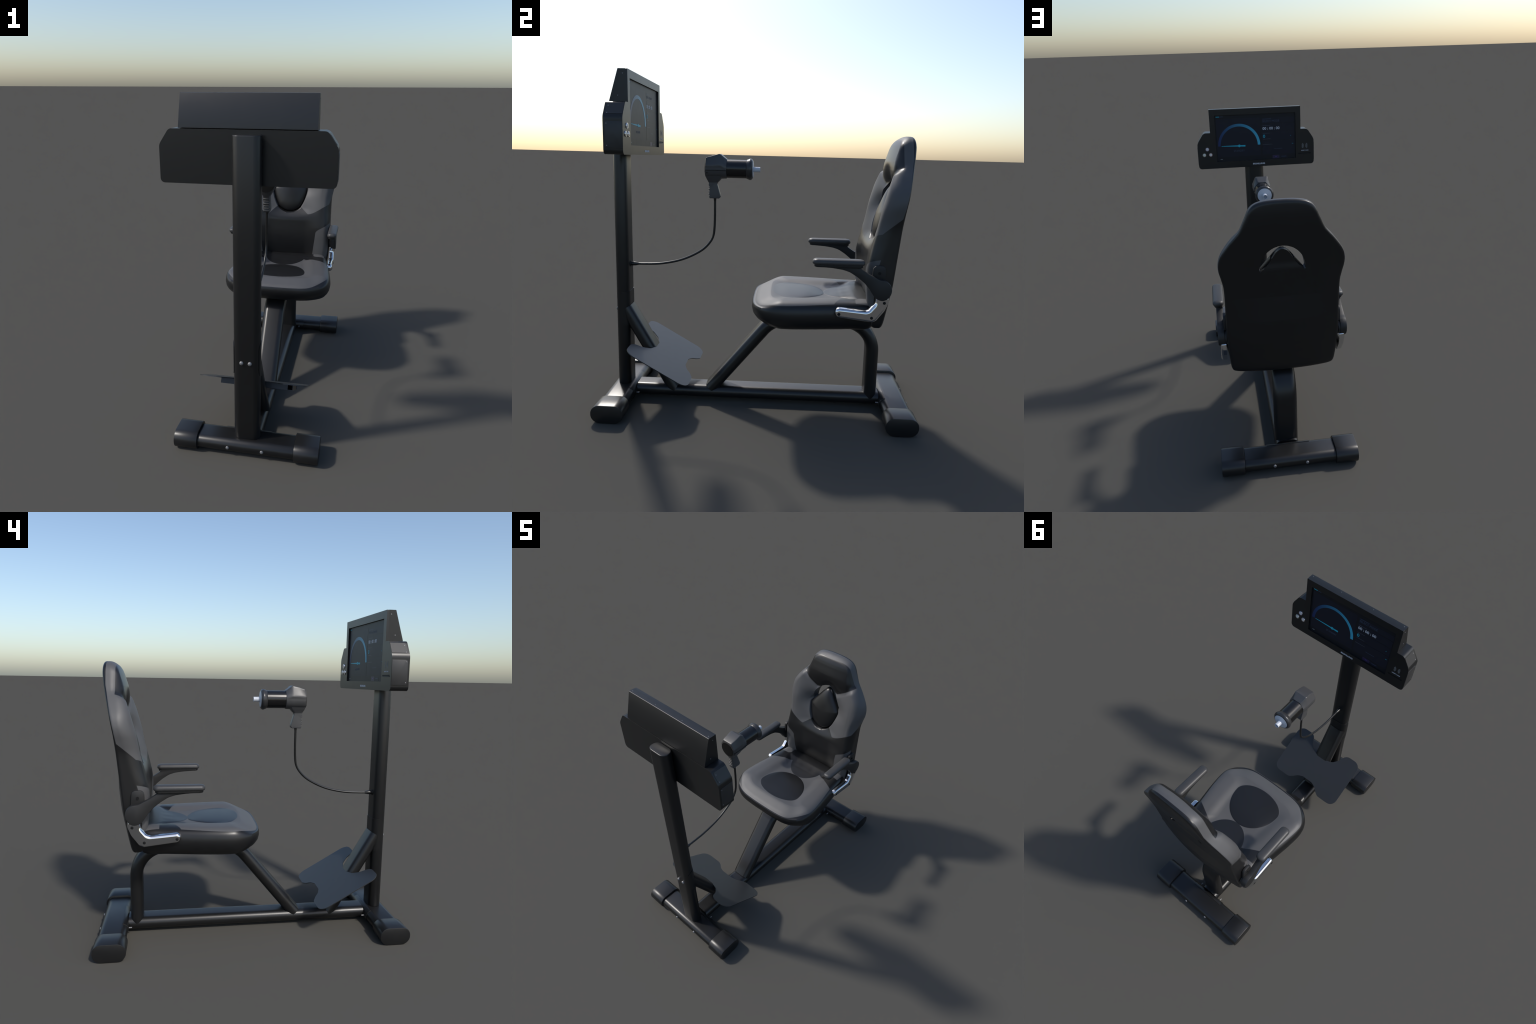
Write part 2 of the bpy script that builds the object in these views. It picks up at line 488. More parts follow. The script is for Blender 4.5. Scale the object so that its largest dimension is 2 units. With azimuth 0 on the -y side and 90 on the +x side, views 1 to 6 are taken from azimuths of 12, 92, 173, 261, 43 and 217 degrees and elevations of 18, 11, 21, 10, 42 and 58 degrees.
def seat():
    halfo = [(0.0, -0.040), (0.10, -0.039), (0.20, -0.031), (0.272, -0.008), (0.332, 0.037), (0.369, 0.095), (0.382, 0.165),
             (0.374, 0.28), (0.354, 0.42), (0.334, 0.55), (0.318, 0.64), (0.296, 0.688), (0.24, 0.694), (0.12, 0.694)]
    O = np.array(halfo + [(0.0, 0.694)] + [(-a, b) for a, b in halfo[1:]][::-1])
    N = 288
    C = resample(catmull(O, 10, True), N)
    nin = inward(C, 0.17, 0.17, 0.50)
    front = 1 - sstep(-0.02, 0.14, C[:, 1])
    rings = []
    for ins, z in ((0.150, 0.580), (0.095, 0.581), (0.060, 0.586), (0.034, 0.599), (0.015, 0.622), (0.004, 0.646), (0.0, 0.672),
                   (0.002, 0.694), (0.006, 0.714), (0.013, 0.729), (0.022, 0.7385), (0.034, 0.7465), (0.050, 0.7515), (0.070, 0.7540), (0.092, 0.7545), (0.112, 0.7535)):
        fall = front * (0.030 * sstep(0.70, 0.735, z) * (1 - sstep(0.035, 0.15, ins)))
        tuck = 1.0 + 0.55 * front * (z < 0.66)
        P = C + nin * (ins * tuck)[:, None] if np.ndim(tuck) else C + nin * ins * tuck
        rings.append(np.column_stack([P, z - fall]))
    last = rings[-1][:, :2]; zl = rings[-1][:, 2]
    ctr = np.array([0.0, 0.33])
    def top(u, y):
        au = np.abs(u)
        dip = 0.009 * np.exp(-((y - 0.412) / 0.075) ** 2) * np.exp(-(u / 0.15) ** 2)
        dep = np.where(y < 0.19, 0.107, 0.211)
        q = (au / 0.19) ** 2 + ((y - 0.19) / dep) ** 2
        egg = np.sqrt(np.clip(1 - q, 0, 1)) * 0.0100
        yr = np.minimum(y - 0.6, 0)
        q2 = (au / 0.158) ** 2 + (yr / 0.2) ** 2
        ov = np.sqrt(np.clip(1 - q2, 0, 1)) * 0.0060
        folds = 0.0008 * np.sin(u * 70) * sstep(0.45, 0.58, y) * (1 - sstep(0.12, 0.16, au))
        lump = 0.006 * sstep(0.56, 0.63, y) * sstep(0.19, 0.25, au)
        base = 0.7375 + 0.0160 * sstep(0.17, 0.30, au)
        base = base - 0.022 * sstep(0.50, 0.64, y) * (1 - sstep(0.16, 0.25, au))
        return base - dip + np.maximum(egg, ov) + folds + lump
    K = 78
    for k in range(1, K):
        f = 1 - k / K
        P = ctr + (last - ctr) * f
        w = 1 - sstep(0.62, 1.0, f)
        z = zl * (1 - w) + top(P[:, 0], P[:, 1]) * w
        rings.append(np.column_stack([P, z]))
    rings = [[(CX + p[0], p[1], p[2]) for p in r] for r in rings]
    bm = rings_bm(rings, True, False)
    bm.verts.ensure_lookup_table()
    lastv = bm.verts[-N:]
    c = bm.verts.new((CX, ctr[1], float(top(np.array([0.0]), np.array([ctr[1]]))[0])))
    for i in range(N):
        bm.faces.new((lastv[i], lastv[(i + 1) % N], c))
    return finish("seat_cushion", bm, "seat", chair, 60)
seat()

# ---- backrest
zt = lambda z, tab: np.interp(z, [t[0] for t in tab], [t[1] for t in tab])
BOLSTER = [(0.58, 0.655), (0.70, 0.640), (0.80, 0.626), (0.90, 0.620), (0.97, 0.622), (1.03, 0.634), (1.09, 0.648), (1.17, 0.668), (1.29, 0.690),
           (1.38, 0.714), (1.45, 0.735), (1.52, 0.752), (1.60, 0.768), (1.70, 0.800)]
LUMBAR = [(0.58, 0.685), (0.75, 0.655), (0.80, 0.644), (0.86, 0.635), (0.93, 0.634), (1.00, 0.641), (1.05, 0.643), (1.08, 0.646), (1.11, 0.657), (1.14, 0.685), (1.17, 0.72)]
HEAD = [(1.38, 0.775), (1.42, 0.757), (1.455, 0.743), (1.50, 0.740), (1.55, 0.748), (1.60, 0.764), (1.64, 0.776), (1.67, 0.794), (1.705, 0.825)]
REAR = [(0.58, 0.705), (0.63, 0.724), (0.75, 0.747), (0.86, 0.766), (1.05, 0.785), (1.19, 0.799), (1.30, 0.812), (1.40, 0.831), (1.56, 0.860), (1.63, 0.866), (1.71, 0.862)]
TEAR = [(0.0, 1.083), (0.045, 1.092), (0.088, 1.122), (0.119, 1.185), (0.135, 1.252), (0.127, 1.278), (0.086, 1.333), (0.040, 1.392), (0.014, 1.413), (0.0, 1.416)]
tear_loop = resample(catmull(TEAR + [(-a, b) for a, b in TEAR[1:-1]][::-1], 10, True), 160)

def smooth_tab(z, tab):
    z = np.asarray(z, float); return (zt(z - 0.02, tab) + 2 * zt(z, tab) + zt(z + 0.02, tab)) / 4

def back_front(u, z):
    au = np.abs(u)
    q = np.clip(0.255 - au, 0, 1) / 0.13; q = q / (1 + (q / 1.25) ** 4) ** 0.25
    lum = sum(smooth_tab(z + k, LUMBAR) for k in (-0.04, -0.02, 0.0, 0.02, 0.04)) / 5
    b = smooth_tab(z, BOLSTER)
    lower = b + (lum - b) * (1 - sstep(0.12, 0.265, au)) + 0.030 * sstep(0.30, 0.36, au)
    ring = b + (0.030 + 0.036 * np.exp(-((z - 1.28) / 0.07) ** 2)) * q ** 1.5 + 0.05 * (np.clip(au - 0.27, 0, 1) / 0.09) ** 2
    head = smooth_tab(z, HEAD) + 0.012 * (au / 0.18) ** 2 + 0.03 * sstep(0.17, 0.24, au) + 0.036 * np.exp(-(u / 0.085) ** 2) * (1 - sstep(1.44, 1.55, z))
    w1 = sstep(1.02, 1.13, z + 0.25 * np.clip(au - 0.16, 0, 0.1))
    y = lower * (1 - w1) + ring * w1
    w2 = sstep(0, 0.075, z - (1.375 + 0.68 * np.clip(au - 0.10, 0, 0.16)))
    y = y * (1 - w2) + head * w2
    # recess that holds the drop-shaped pad
    ang = np.arctan2(z - 1.23, u); la = np.arctan2(tear_loop[:, 1] - 1.23, tear_loop[:, 0])
    o = np.argsort(la); rr = np.interp(ang, la[o], np.hypot(tear_loop[:, 0], tear_loop[:, 1] - 1.23)[o], period=2 * math.pi)
    dist = np.hypot(u, z - 1.23) - rr
    rec = 1 - sstep(-0.010, 0.006, dist)
    up = sstep(1.27, 1.31, z) * (1 - sstep(0.0, 0.03, dist)) * 0.02
    return y * (1 - rec) + np.maximum(y, 0.775) * rec + up * (1 - rec)

def backrest():
    half = [(0.0, 0.594), (0.12, 0.594), (0.22, 0.597), (0.285, 0.603), (0.309, 0.622), (0.320, 0.70), (0.329, 0.85), (0.327, 1.05), (0.328, 1.18),
            (0.338, 1.242), (0.350, 1.298), (0.349, 1.346), (0.331, 1.397), (0.285, 1.463), (0.230, 1.530), (0.198, 1.596), (0.174, 1.647),
            (0.144, 1.675), (0.10, 1.689), (0.04, 1.6945)]
    O = np.array(half + [(0.0, 1.695)] + [(-a, b) for a, b in half[1:]][::-1])
    N = 384
    C = resample(catmull(O, 10, True), N)
    ctr = np.array([0.0, 1.12])
    nin = inward(C, 0.10, 0.78, 1.53)
    rear = lambda P: smooth_tab(P[:, 1], REAR) + 0.008 * (1 - np.clip(np.abs(P[:, 0]) / 0.33, 0, 1) ** 2) \
        + np.interp(P[:, 1], [0.59, 0.66, 0.80, 0.97, 1.12], [0.016, 0.022, 0.027, 0.024, 0.004]) * (1 - np.clip(np.abs(P[:, 0]) / 0.31, 0, 1) ** 2.2)
    shell = rear
    def rear(P):   # the pointed tab inside the arch lies deeper than the shell round it
        q = (P[:, 0] / 0.128) ** 2 + ((P[:, 1] - 1.288) / 0.150) ** 2
        return shell(P) - 0.012 * sstep(1.285, 1.345, P[:, 1]) * (1 - sstep(0.70, 1.10, q))
    rings = []
    # rear shell, from the centre outwards, with a small rounded edge
    rr = 0.020
    inner_r = C + nin * rr
    K = 64
    for k in range(1, K + 1):
        P = ctr + (inner_r - ctr) * (k / K); rings.append(np.column_stack([P[:, 0], rear(P), P[:, 1]]))
    for a in np.linspace(0, math.pi / 2, 6)[1:]:
        P = C + nin * rr * (1 - math.sin(a)); rings.append(np.column_stack([P[:, 0], rear(P) - 0.013 * (1 - math.cos(a)), P[:, 1]]))
    # side wall, then the generously rounded front edge
    yr = rear(C) - 0.013
    fr = 0.052 - 0.020 * sstep(1.58, 1.66, C[:, 1])
    inner_f = C + nin * fr[:, None]
    yf = np.minimum(back_front(C[:, 0], C[:, 1]), yr - 0.012)
    depth = np.clip((yr - yf) * 0.62, 0.006, 0.058)
    for t in np.linspace(0, 1, 5)[1:]:
        y = yr + (yf + depth - yr) * t; rings.append(np.column_stack([C[:, 0], y, C[:, 1]]))
    for a in np.linspace(0, math.pi / 2, 13)[1:]:
        P = C + nin * (fr * (1 - math.cos(a)))[:, None]
        y = np.minimum(back_front(P[:, 0], P[:, 1]), rear(P) - 0.012) + depth * (1 - math.sin(a))
        rings.append(np.column_stack([P[:, 0], y, P[:, 1]]))
    K = 110
    for k in range(1, K):
        P = ctr + (inner_f - ctr) * (1 - k / K)
        w = sstep(0.0, 0.12, k / K)
        y0 = back_front(P[:, 0], P[:, 1])
        y = np.minimum(y0, rear(P) - 0.012)
        rings.append(np.column_stack([P[:, 0], y, P[:, 1]]))
    rings = [[(BX + p[0], p[1], p[2]) for p in r] for r in rings]
    bm = rings_bm(rings, False, False); bm.verts.ensure_lookup_table()
    for idx, flip, yy in ((slice(0, N), True, float(rear(np.array([[0.0, ctr[1]]]))[0])), (slice(-N, None), False, float(back_front(np.array([0.0]), np.array([ctr[1]]))[0]))):
        vs = bm.verts[idx]; c = bm.verts.new((BX, yy, ctr[1])); bm.verts.ensure_lookup_table()
        for i in range(N):
            f = (vs[i], vs[(i + 1) % N], c); bm.faces.new(f[::-1] if flip else f)
    body = finish("backrest", bm, "back", chair, 60)
    # the opening above the pad: a round arch minus the pointed tab of the shell
    arch = [(0.128 * math.cos(a), 1.288 + 0.150 * math.sin(a)) for a in np.linspace(0.0, math.pi, 41)]
    tab = catmull([(-0.121, 1.284), (-0.085, 1.318), (-0.055, 1.362), (-0.030, 1.400), (0.0, 1.414), (0.030, 1.400), (0.055, 1.362), (0.085, 1.318), (0.121, 1.284)], 6)
    poly = arch + [tuple(p) for p in tab]
    bm = prism_bm([(BX + a, b) for a, b in poly], 0.60, 0.95, "y")
    bmesh.ops.triangulate(bm, faces=bm.faces)
    cut = finish("cutter", bm, "dark", None, smooth=False)
    md = body.modifiers.new("opening", "BOOLEAN"); md.operation = "DIFFERENCE"; md.solver = "EXACT"; md.object = cut
    dg = bpy.context.evaluated_depsgraph_get()
    me = bpy.data.meshes.new_from_object(body.evaluated_get(dg))
    body.modifiers.clear(); old = body.data; body.data = me; me.name = "backrest"; bpy.data.meshes.remove(old)
    bpy.data.objects.remove(cut)
    me.materials.clear(); me.materials.append(M["back"])
    me.shade_smooth(); me.set_sharp_from_angle(angle=rad(52))
    return body
back = backrest()

def drop_pad():
    """Drop-shaped pad set into the ring of the backrest."""
    C = tear_loop * np.array([0.985, 1.0]); N = len(C); ctr = np.array([0.0, 1.235])
    base = lambda z: 0.6905 + (z - 1.09) * 0.262
    rings = []
    for s, off in ((0.80, 0.060), (0.985, 0.055), (1.0, 0.046), (1.0, 0.026), (0.99, 0.014), (0.97, 0.006), (0.94, 0.0), (0.90, -0.005), (0.84, -0.010),
                   (0.75, -0.0150), (0.64, -0.0190), (0.5, -0.0225), (0.35, -0.0250), (0.2, -0.0262), (0.08, -0.0268)):
        P = ctr + (C - ctr) * s
        rings.append([(BX + p[0], float(base(p[1])) + off * (0.55 if off > 0.03 and p[1] > 1.36 else 1.0), p[1]) for p in P])
    return finish("drop_pad", rings_bm(rings), "black_hide", chair, 60)
drop_pad()

# ---- armrests: chrome bracket, tab, hinged arm and pad on either side
def side_poly(pts, s):  # points (y,z) stay as they are, mirrored only in x
    return pts
for s in (1, -1):
    X = lambda u: CX + s * u
    arm = prism("armrest", round_poly([(0.330, 0.972), (0.420, 0.966), (0.475, 0.9585), (0.515, 0.946), (0.558, 0.919), (0.600, 0.885), (0.627, 0.852), (0.652, 0.815),
                                       (0.672, 0.796), (0.706, 0.786), (0.735, 0.803), (0.750, 0.830), (0.7525, 0.856), (0.742, 0.884), (0.716, 0.903), (0.683, 0.906),
                                       (0.620, 0.937), (0.574, 0.967), (0.580, 0.980), (0.330, 0.982)],
                                      [0.006, 0.1, 0.1, 0.1, 0.1, 0.1, 0.1, 0.08, 0.05, 0.05, 0.05, 0.05, 0.05, 0.05, 0.04, 0.05, 0.08, 0.012, 0, 0], 4),
                X(0.3430), X(0.3830), "x", "arm", chair, 0.006, 40)
    # thin hinge cheek, standing a little prouder than the arm
    bm = tube_bm((X(0.3320), 0.7040, 0.846), (X(0.3800), 0.7040, 0.846), 0.044, seg=40); bevel_caps(bm, 0.005, 2)
    finish("hinge", bm, "arm", arm)
    prism("hinge_tab", round_poly([(0.644, 0.900), (0.722, 0.890), (0.716, 0.980), (0.648, 0.980)], [0, 0, 0.024, 0.024], 6), X(0.328), X(0.3465), "x", "arm", arm, 0.003)
    tb = lathe("tab_bolt", [(0, 0.0085), (0.003, 0.0085), (0.003, 0.005), (0.0018, 0.005)], (X(0.3465), 0.683, 0.938), (s, 0, 0), "dark", arm, 16)
    # pad: rounded lozenge on a thin base
    def pad(name, mat, y0, y1, hw, prof):
        rings = []
        for ins, z in prof:
            sec = round_poly([(X(0.3675) - (hw - ins), y0 + ins), (X(0.3675) + (hw - ins), y0 + ins), (X(0.3675) + (hw - ins), y1 - ins), (X(0.3675) - (hw - ins), y1 - ins)], max(0.026 - ins * 0.6, 0.004), 8)
            rings.append([(px, py, z) for px, py in sec])
        return finish(name, rings_bm(rings), mat, arm, 50)
    pad("arm_pad", "arm_pad", 0.3075, 0.5955, 0.0335, [(0.010, 0.9855), (0.004, 0.987), (0.0010, 0.991), (0.0, 0.997), (0.0008, 1.003), (0.003, 1.0085), (0.007, 1.0125), (0.0125, 1.0152), (0.020, 1.0168), (0.026, 1.0174)])
    pad("pad_base", "arm", 0.318, 0.586, 0.0255, [(0.006, 0.9705), (0.002, 0.972), (0.0, 0.976), (0.0, 0.987)])
    # chrome bracket, bent plate with a raised rim line and three dark discs laid on it in place of holes
    cp = [(0.440, 0.709), (0.4565, 0.681), (0.655, 0.6575), (0.678, 0.668), (0.722, 0.727), (0.7420, 0.776), (0.7430, 0.815), (0.716, 0.812), (0.698, 0.812), (0.668, 0.812), (0.6715, 0.772),
          (0.6310, 0.7225), (0.4565, 0.7370)]
    pillow_prism("bracket", round_poly(cp, [0.026, 0.026, 0.03, 0.03, 0.06, 0.03, 0.008, 0.02, 0.02, 0.008, 0.04, 0.035, 0.026], 8), X(0.338), X(0.3730), 0.0175, "chrome", arm)
    for (yy, zz) in ((0.467, 0.702), (0.6495, 0.687), (0.715, 0.7755)):
        lathe("hole_disc", [(0, 0.0085), (0.0012, 0.0085), (0.0016, 0.0070)], (X(0.3727), yy, zz), (s, 0, 0), "dark", arm, 18)

# ------------------------------------------------------------------ console
Y0, Y1 = -0.7110, -0.8165
low_half = [(0.402, 1.8265), (0.4565, 1.7455), (0.4565, 1.5500)]
lower = [(-0.402, 1.8265), (0.402, 1.8265), (0.4565, 1.7455), (0.4565, 1.5500), (-0.4565, 1.5500), (-0.4565, 1.7455)]
lower_r = [0.030, 0.030, 0.050, 0.024, 0.024, 0.050]
console = prism("console", round_poly(lower, lower_r, 8), Y1, Y0 - 0.0125, "y", "housing", machine, 0.0, 25)
# sloped upper box
upper = [(-0.7235, 1.8270), (-0.7235, 2.0), (-0.7640, 2.0), (-0.8145, 1.8295)]
prism("upper_box", round_poly(upper, [0, 0, 0.004, 0.002], 3), -0.3525, 0.3525, "x", "housing", console, 0.0, 25)
# front panel: the whole face in one sheet with the display opening
def front_panel():
    outer = round_poly([(-0.3525, 2.0), (0.3525, 2.0), (0.3525, 1.8265), (0.402, 1.8265), (0.4565, 1.7455), (0.4565, 1.55), (-0.4565, 1.55), (-0.4565, 1.7455), (-0.402, 1.8265), (-0.3525, 1.8265)],
                       [0.003, 0.003, 0, 0.030, 0.050, 0.024, 0.024, 0.050, 0.030, 0], 8)
    hole = [(-0.3130, 1.6010), (0.3130, 1.6010), (0.3130, 1.9550), (-0.3130, 1.9550)]
    bm = bmesh.new()
    for yy in (Y0, Y0 - 0.0125):
        vo = [bm.verts.new((a, yy, b)) for a, b in outer]; vh = [bm.verts.new((a, yy, b)) for a, b in hole]
        es = [bm.edges.new((vo[i], vo[(i + 1) % len(vo)])) for i in range(len(vo))] + [bm.edges.new((vh[i], vh[(i + 1) % 4])) for i in range(4)]
        bmesh.ops.triangle_fill(bm, use_beauty=True, use_dissolve=False, edges=es)
        if yy == Y0: fo, fh = vo, vh
        else:
            for A, B in ((fo, vo), (fh, vh)):
                for i in range(len(A)):
                    j = (i + 1) % len(A); bm.faces.new((A[i], A[j], B[j], B[i]))
    return finish("front_panel", bm, "housing", console, 25)
front_panel()
SY = -0.7215
prism("display", [(-0.3130, 1.6010), (0.3130, 1.6010), (0.3130, 1.9550), (-0.3130, 1.9550)], SY - 0.0040, SY, "y", "screen", console)

# cover plates and screws on the console's flanks
for s in (1, -1):
    px = lambda v: s * v
    prism("side_cover", round_poly([(-0.8060, 1.5830), (-0.7125, 1.5830), (-0.7125, 1.7215), (-0.8060, 1.7215)], [0.014, 0, 0, 0.014], 5), px(0.4555), px(0.4582), "x", "side_plate", console, 0.0008)
    # slanted cover lies on the chamfer
    a = np.array([0.402, 1.8265]); b_ = np.array([0.4565, 1.7455]); t = (b_ - a) / np.linalg.norm(b_ - a); nn = np.array([-t[1], t[0]])
    L = np.linalg.norm(b_ - a)
    bm = bmesh.new(); sec = round_poly([(-0.8060, 0.014), (-0.7125, 0.014), (-0.7125, L - 0.016), (-0.8060, L - 0.016)], [0.012, 0, 0, 0.012], 5)
    lo = [bm.verts.new((s * (a + t * w - nn * 0.001)[0], yy, (a + t * w - nn * 0.001)[1])) for yy, w in sec]
    hi = [bm.verts.new((s * (a + t * w + nn * 0.0018)[0], yy, (a + t * w + nn * 0.0018)[1])) for yy, w in sec]
    bm.faces.new(hi); bm.faces.new(lo[::-1])
    for i in range(len(lo)):
        j = (i + 1) % len(lo); bm.faces.new((lo[i], lo[j], hi[j], hi[i]))
    finish("side_cover", bm, "side_plate", console)
    for (yy, zz, xx, dx, dz) in ((-0.797, 1.709, 0.4582, 1, 0), (-0.797, 1.596, 0.4582, 1, 0), (-0.737, 1.975, 0.3525, 1, 0), (-0.765, 1.861, 0.3525, 1, 0),
                                 (-0.796, 1.802, 0.4198, 0.83, 0.56), (-0.796, 1.764, 0.4454, 0.83, 0.56)):
        lathe("console_screw", [(-0.001, 0.0030), (0.0010, 0.0028), (0.0016, 0.0016)], (s * xx, yy, zz), (s * dx, 0, dz), "bolt", console, 12)
for xx in (-0.335, -0.118, 0.118, 0.335):
    lathe("console_screw", [(-0.001, 0.0028), (0.0009, 0.0026), (0.0014, 0.0016)], (xx, -0.7480, 1.9990), (0, 0, 1), "bolt", console, 12)

# three push buttons: metal bezel, pale face with a tinted halo
for (xx, zz, tint) in ((0.3830, 1.7030, (0.14, 0.10, 0.55)), (0.4085, 1.6600, (0.05, 0.26, 0.05)), (0.3590, 1.6600, (0.42, 0.06, 0.06))):
    halo = material("button_halo", tint, 0.35, vary=0.0)
    bz = lathe("push_button", [(-0.004, 0.0152), (0.0035, 0.0152), (0.0050, 0.0142), (0.0050, 0.0122), (0.0030, 0.0118)], (xx, Y0, zz), (0, 1, 0), "chrome", console, 32)
    lathe("button_halo", [(0.0010, 0.0120), (0.0042, 0.0120), (0.0044, 0.0108)], (xx, Y0, zz), (0, 1, 0), halo, console, 32)
    lathe("button_face", [(0.0010, 0.0106), (0.0054, 0.0106), (0.0060, 0.0094)], (xx, Y0, zz), (0, 1, 0), "button_white", console, 32)

# card slot: no opening cut, a dark plate on the face stands for it
prism("slot_plate", round_poly([(-0.434, 1.6300), (-0.330, 1.6300), (-0.330, 1.6395), (-0.434, 1.6395)], 0.0035, 4), Y0 - 0.004, Y0 + 0.0006, "y", "dark", console)
prism("slot_lip", round_poly([(-0.4345, 1.6275), (-0.3295, 1.6275), (-0.3295, 1.6305), (-0.4345, 1.6305)], 0.001, 3), Y0 - 0.004, Y0 + 0.0030, "y", "housing", console, 0.0005)

# ---- print on the face and on the display
def text(body, x_left, x_right, z0, z1, y, mat, bold=0.0):
    """Letters seen from +y: x_left is the larger x. Fitted into the given box."""
    cu = bpy.data.curves.new("lettering", "FONT"); cu.body = body; cu.extrude = 0.004; cu.offset = bold; cu.resolution_u = 4
    tmp = link(bpy.data.objects.new("lettering", cu))
    dg = bpy.context.evaluated_depsgraph_get()
    me = bpy.data.meshes.new_from_object(tmp.evaluated_get(dg)); bpy.data.objects.remove(tmp); bpy.data.curves.remove(cu)
    co = np.array([v.co[:] for v in me.vertices]); lo, hi = co.min(0), co.max(0)
    for v, c in zip(me.vertices, co):
        v.co = (x_left + (x_right - x_left) * (c[0] - lo[0]) / (hi[0] - lo[0]), y + 0.0003 * (c[2] / 0.004), z0 + (z1 - z0) * (c[1] - lo[1]) / (hi[1] - lo[1]))
    me.materials.clear(); me.materials.append(M[mat]); me.name = "lettering"; me.shade_flat()
    return link(bpy.data.objects.new("lettering", me), console)

def patch(name, x0, x1, z0, z1, mat, y=SY, h=0.0004, r=0.0):
    x0, x1 = min(x0, x1), max(x0, x1)
    return prism(name, round_poly([(x0, z0), (x1, z0), (x1, z1), (x0, z1)], r, 4) if r else [(x0, z0), (x1, z0), (x1, z1), (x0, z1)], y - 0.0008, y + h, "y", mat, console)

patch("display_panel", 0.304, -0.034, 1.636, 1.925, "panel")
for z0, z1 in ((1.8795, 1.9200), (1.8190, 1.8735), (1.7500, 1.8140), (1.6375, 1.7450)):
    patch("display_panel", -0.049, -0.304, z0, z1, "panel")
P2 = SY + 0.0006
def gauge():
    bm = bmesh.new(); R0, R1, cx, cz = 0.1450, 0.1650, 0.1325, 1.7190; n = 64; vs = []
    for k in range(n + 1):
        a = math.pi * k / n
        vs.append([bm.verts.new((cx + r * math.cos(a), yy, cz + r * math.sin(a) * 1.01)) for r, yy in ((R0, P2 + 0.0004), (R1, P2 + 0.0004), (R1, SY), (R0, SY))])
    for a, b in zip(vs, vs[1:]):
        for i in range(4):
            bm.faces.new((a[i], a[(i + 1) % 4], b[(i + 1) % 4], b[i]))
    bm.faces.new(vs[0]); bm.faces.new(vs[-1][::-1])
    return finish("gauge_arc", bm, "arc", console, 30)
gauge()
prism("gauge_needle", [(0.270, 1.7210), (0.0850, 1.7210), (0.0850, 1.7092), (0.270, 1.7180)], SY, P2 + 0.0004, "y", "cyan_print", console)
prism("gauge_hub", [(0.1325 + 0.0100 * math.cos(a), 1.7165 + 0.0100 * math.sin(a)) for a in np.linspace(0, 2 * math.pi, 24, endpoint=False)], SY, P2 + 0.0010, "y", "cyan_print", console)
text("STANDBY", 0.177, 0.092, 1.6715, 1.6860, P2, "faint_print")
text("SELECT MODE", -0.0555, -0.1870, 1.8880, 1.9035, P2, "faint_print")
text("00 : 00 : 00", -0.0550, -0.1880, 1.8305, 1.8510, P2, "white_print", 0.012)
text("0", -0.0560, -0.0730, 1.7690, 1.7930, P2, "cyan_print", 0.01)
for x0, x1, z, h, mt in ((-0.057, -0.124, 1.912, 0.0030, "faint_print"), (-0.056, -0.115, 1.862, 0.0030, "dim_print"), (-0.056, -0.110, 1.804, 0.0030, "dim_print"), (-0.055, -0.114, 1.759, 0.0030, "dim_print"),
                         (-0.053, -0.128, 1.7175, 0.0030, "dim_print"), (0.302, 0.275, 1.9425, 0.0050, "cyan_print"), (0.273, 0.246, 1.9425, 0.0040, "faint_print"),
                         (0.285, 0.268, 1.618, 0.0045, "grey_print"), (-0.140, -0.205, 1.682, 0.0022, "faint_print"), (-0.283, -0.295, 1.716, 0.0020, "cyan_print")):
    patch("display_line", x0, x1, z - h / 2, z + h / 2, mt, P2 - 0.0002)
prism("display_mark", [(-0.273, 1.775), (-0.278, 1.779), (-0.2745, 1.779), (-0.278, 1.784), (-0.2735, 1.7795)], SY, P2 + 0.0002, "y", "cyan_print", console)
patch("display_key", -0.126, -0.1815, 1.6045, 1.6310, "purple_print", SY, 0.0004, 0.003)
patch("display_key", -0.187, -0.2450, 1.6045, 1.6300, "panel", SY, 0.0004, 0.003)
patch("display_line", -0.148, -0.160, 1.6160, 1.6205, "violet_print", P2 - 0.0002)
patch("display_line", -0.198, -0.235, 1.6160, 1.6195, "faint_print", P2 - 0.0002)
YF = Y0 + 0.0004
text("IRONLUNG", 0.0320, -0.0625, 1.5660, 1.5785, YF, "white_print", 0.03)
text("INSERT CARD", -0.3550, -0.4150, 1.6540, 1.6610, YF, "white_print", 0.012)
def waves(xc, side):
    """Contactless symbol: three nested arcs opening sideways."""
    bm = bmesh.new()
    for k, r in enumerate((0.0085, 0.0140, 0.0195)):
        vs = []
        for t in np.linspace(-1, 1, 13):
            a = t * rad(62)
            vs.append([bm.verts.new((xc + side * (-0.011 + (r + dr) * math.cos(a) * 1.0), yy, 1.6945 + (r + dr) * math.sin(a) * 1.12)) for dr, yy in ((-0.0011, YF), (0.0011, YF), (0.0011, Y0 - 0.001), (-0.0011, Y0 - 0.001))])
        for a, b in zip(vs, vs[1:]):
            for i in range(4):
                bm.faces.new((a[i], a[(i + 1) % 4], b[(i + 1) % 4], b[i]))
        bm.faces.new(vs[0]); bm.faces.new(vs[-1][::-1])
    return finish("contactless_symbol", bm, "grey_print", console, 30)
waves(-0.3670, -1); waves(-0.4000, 1)

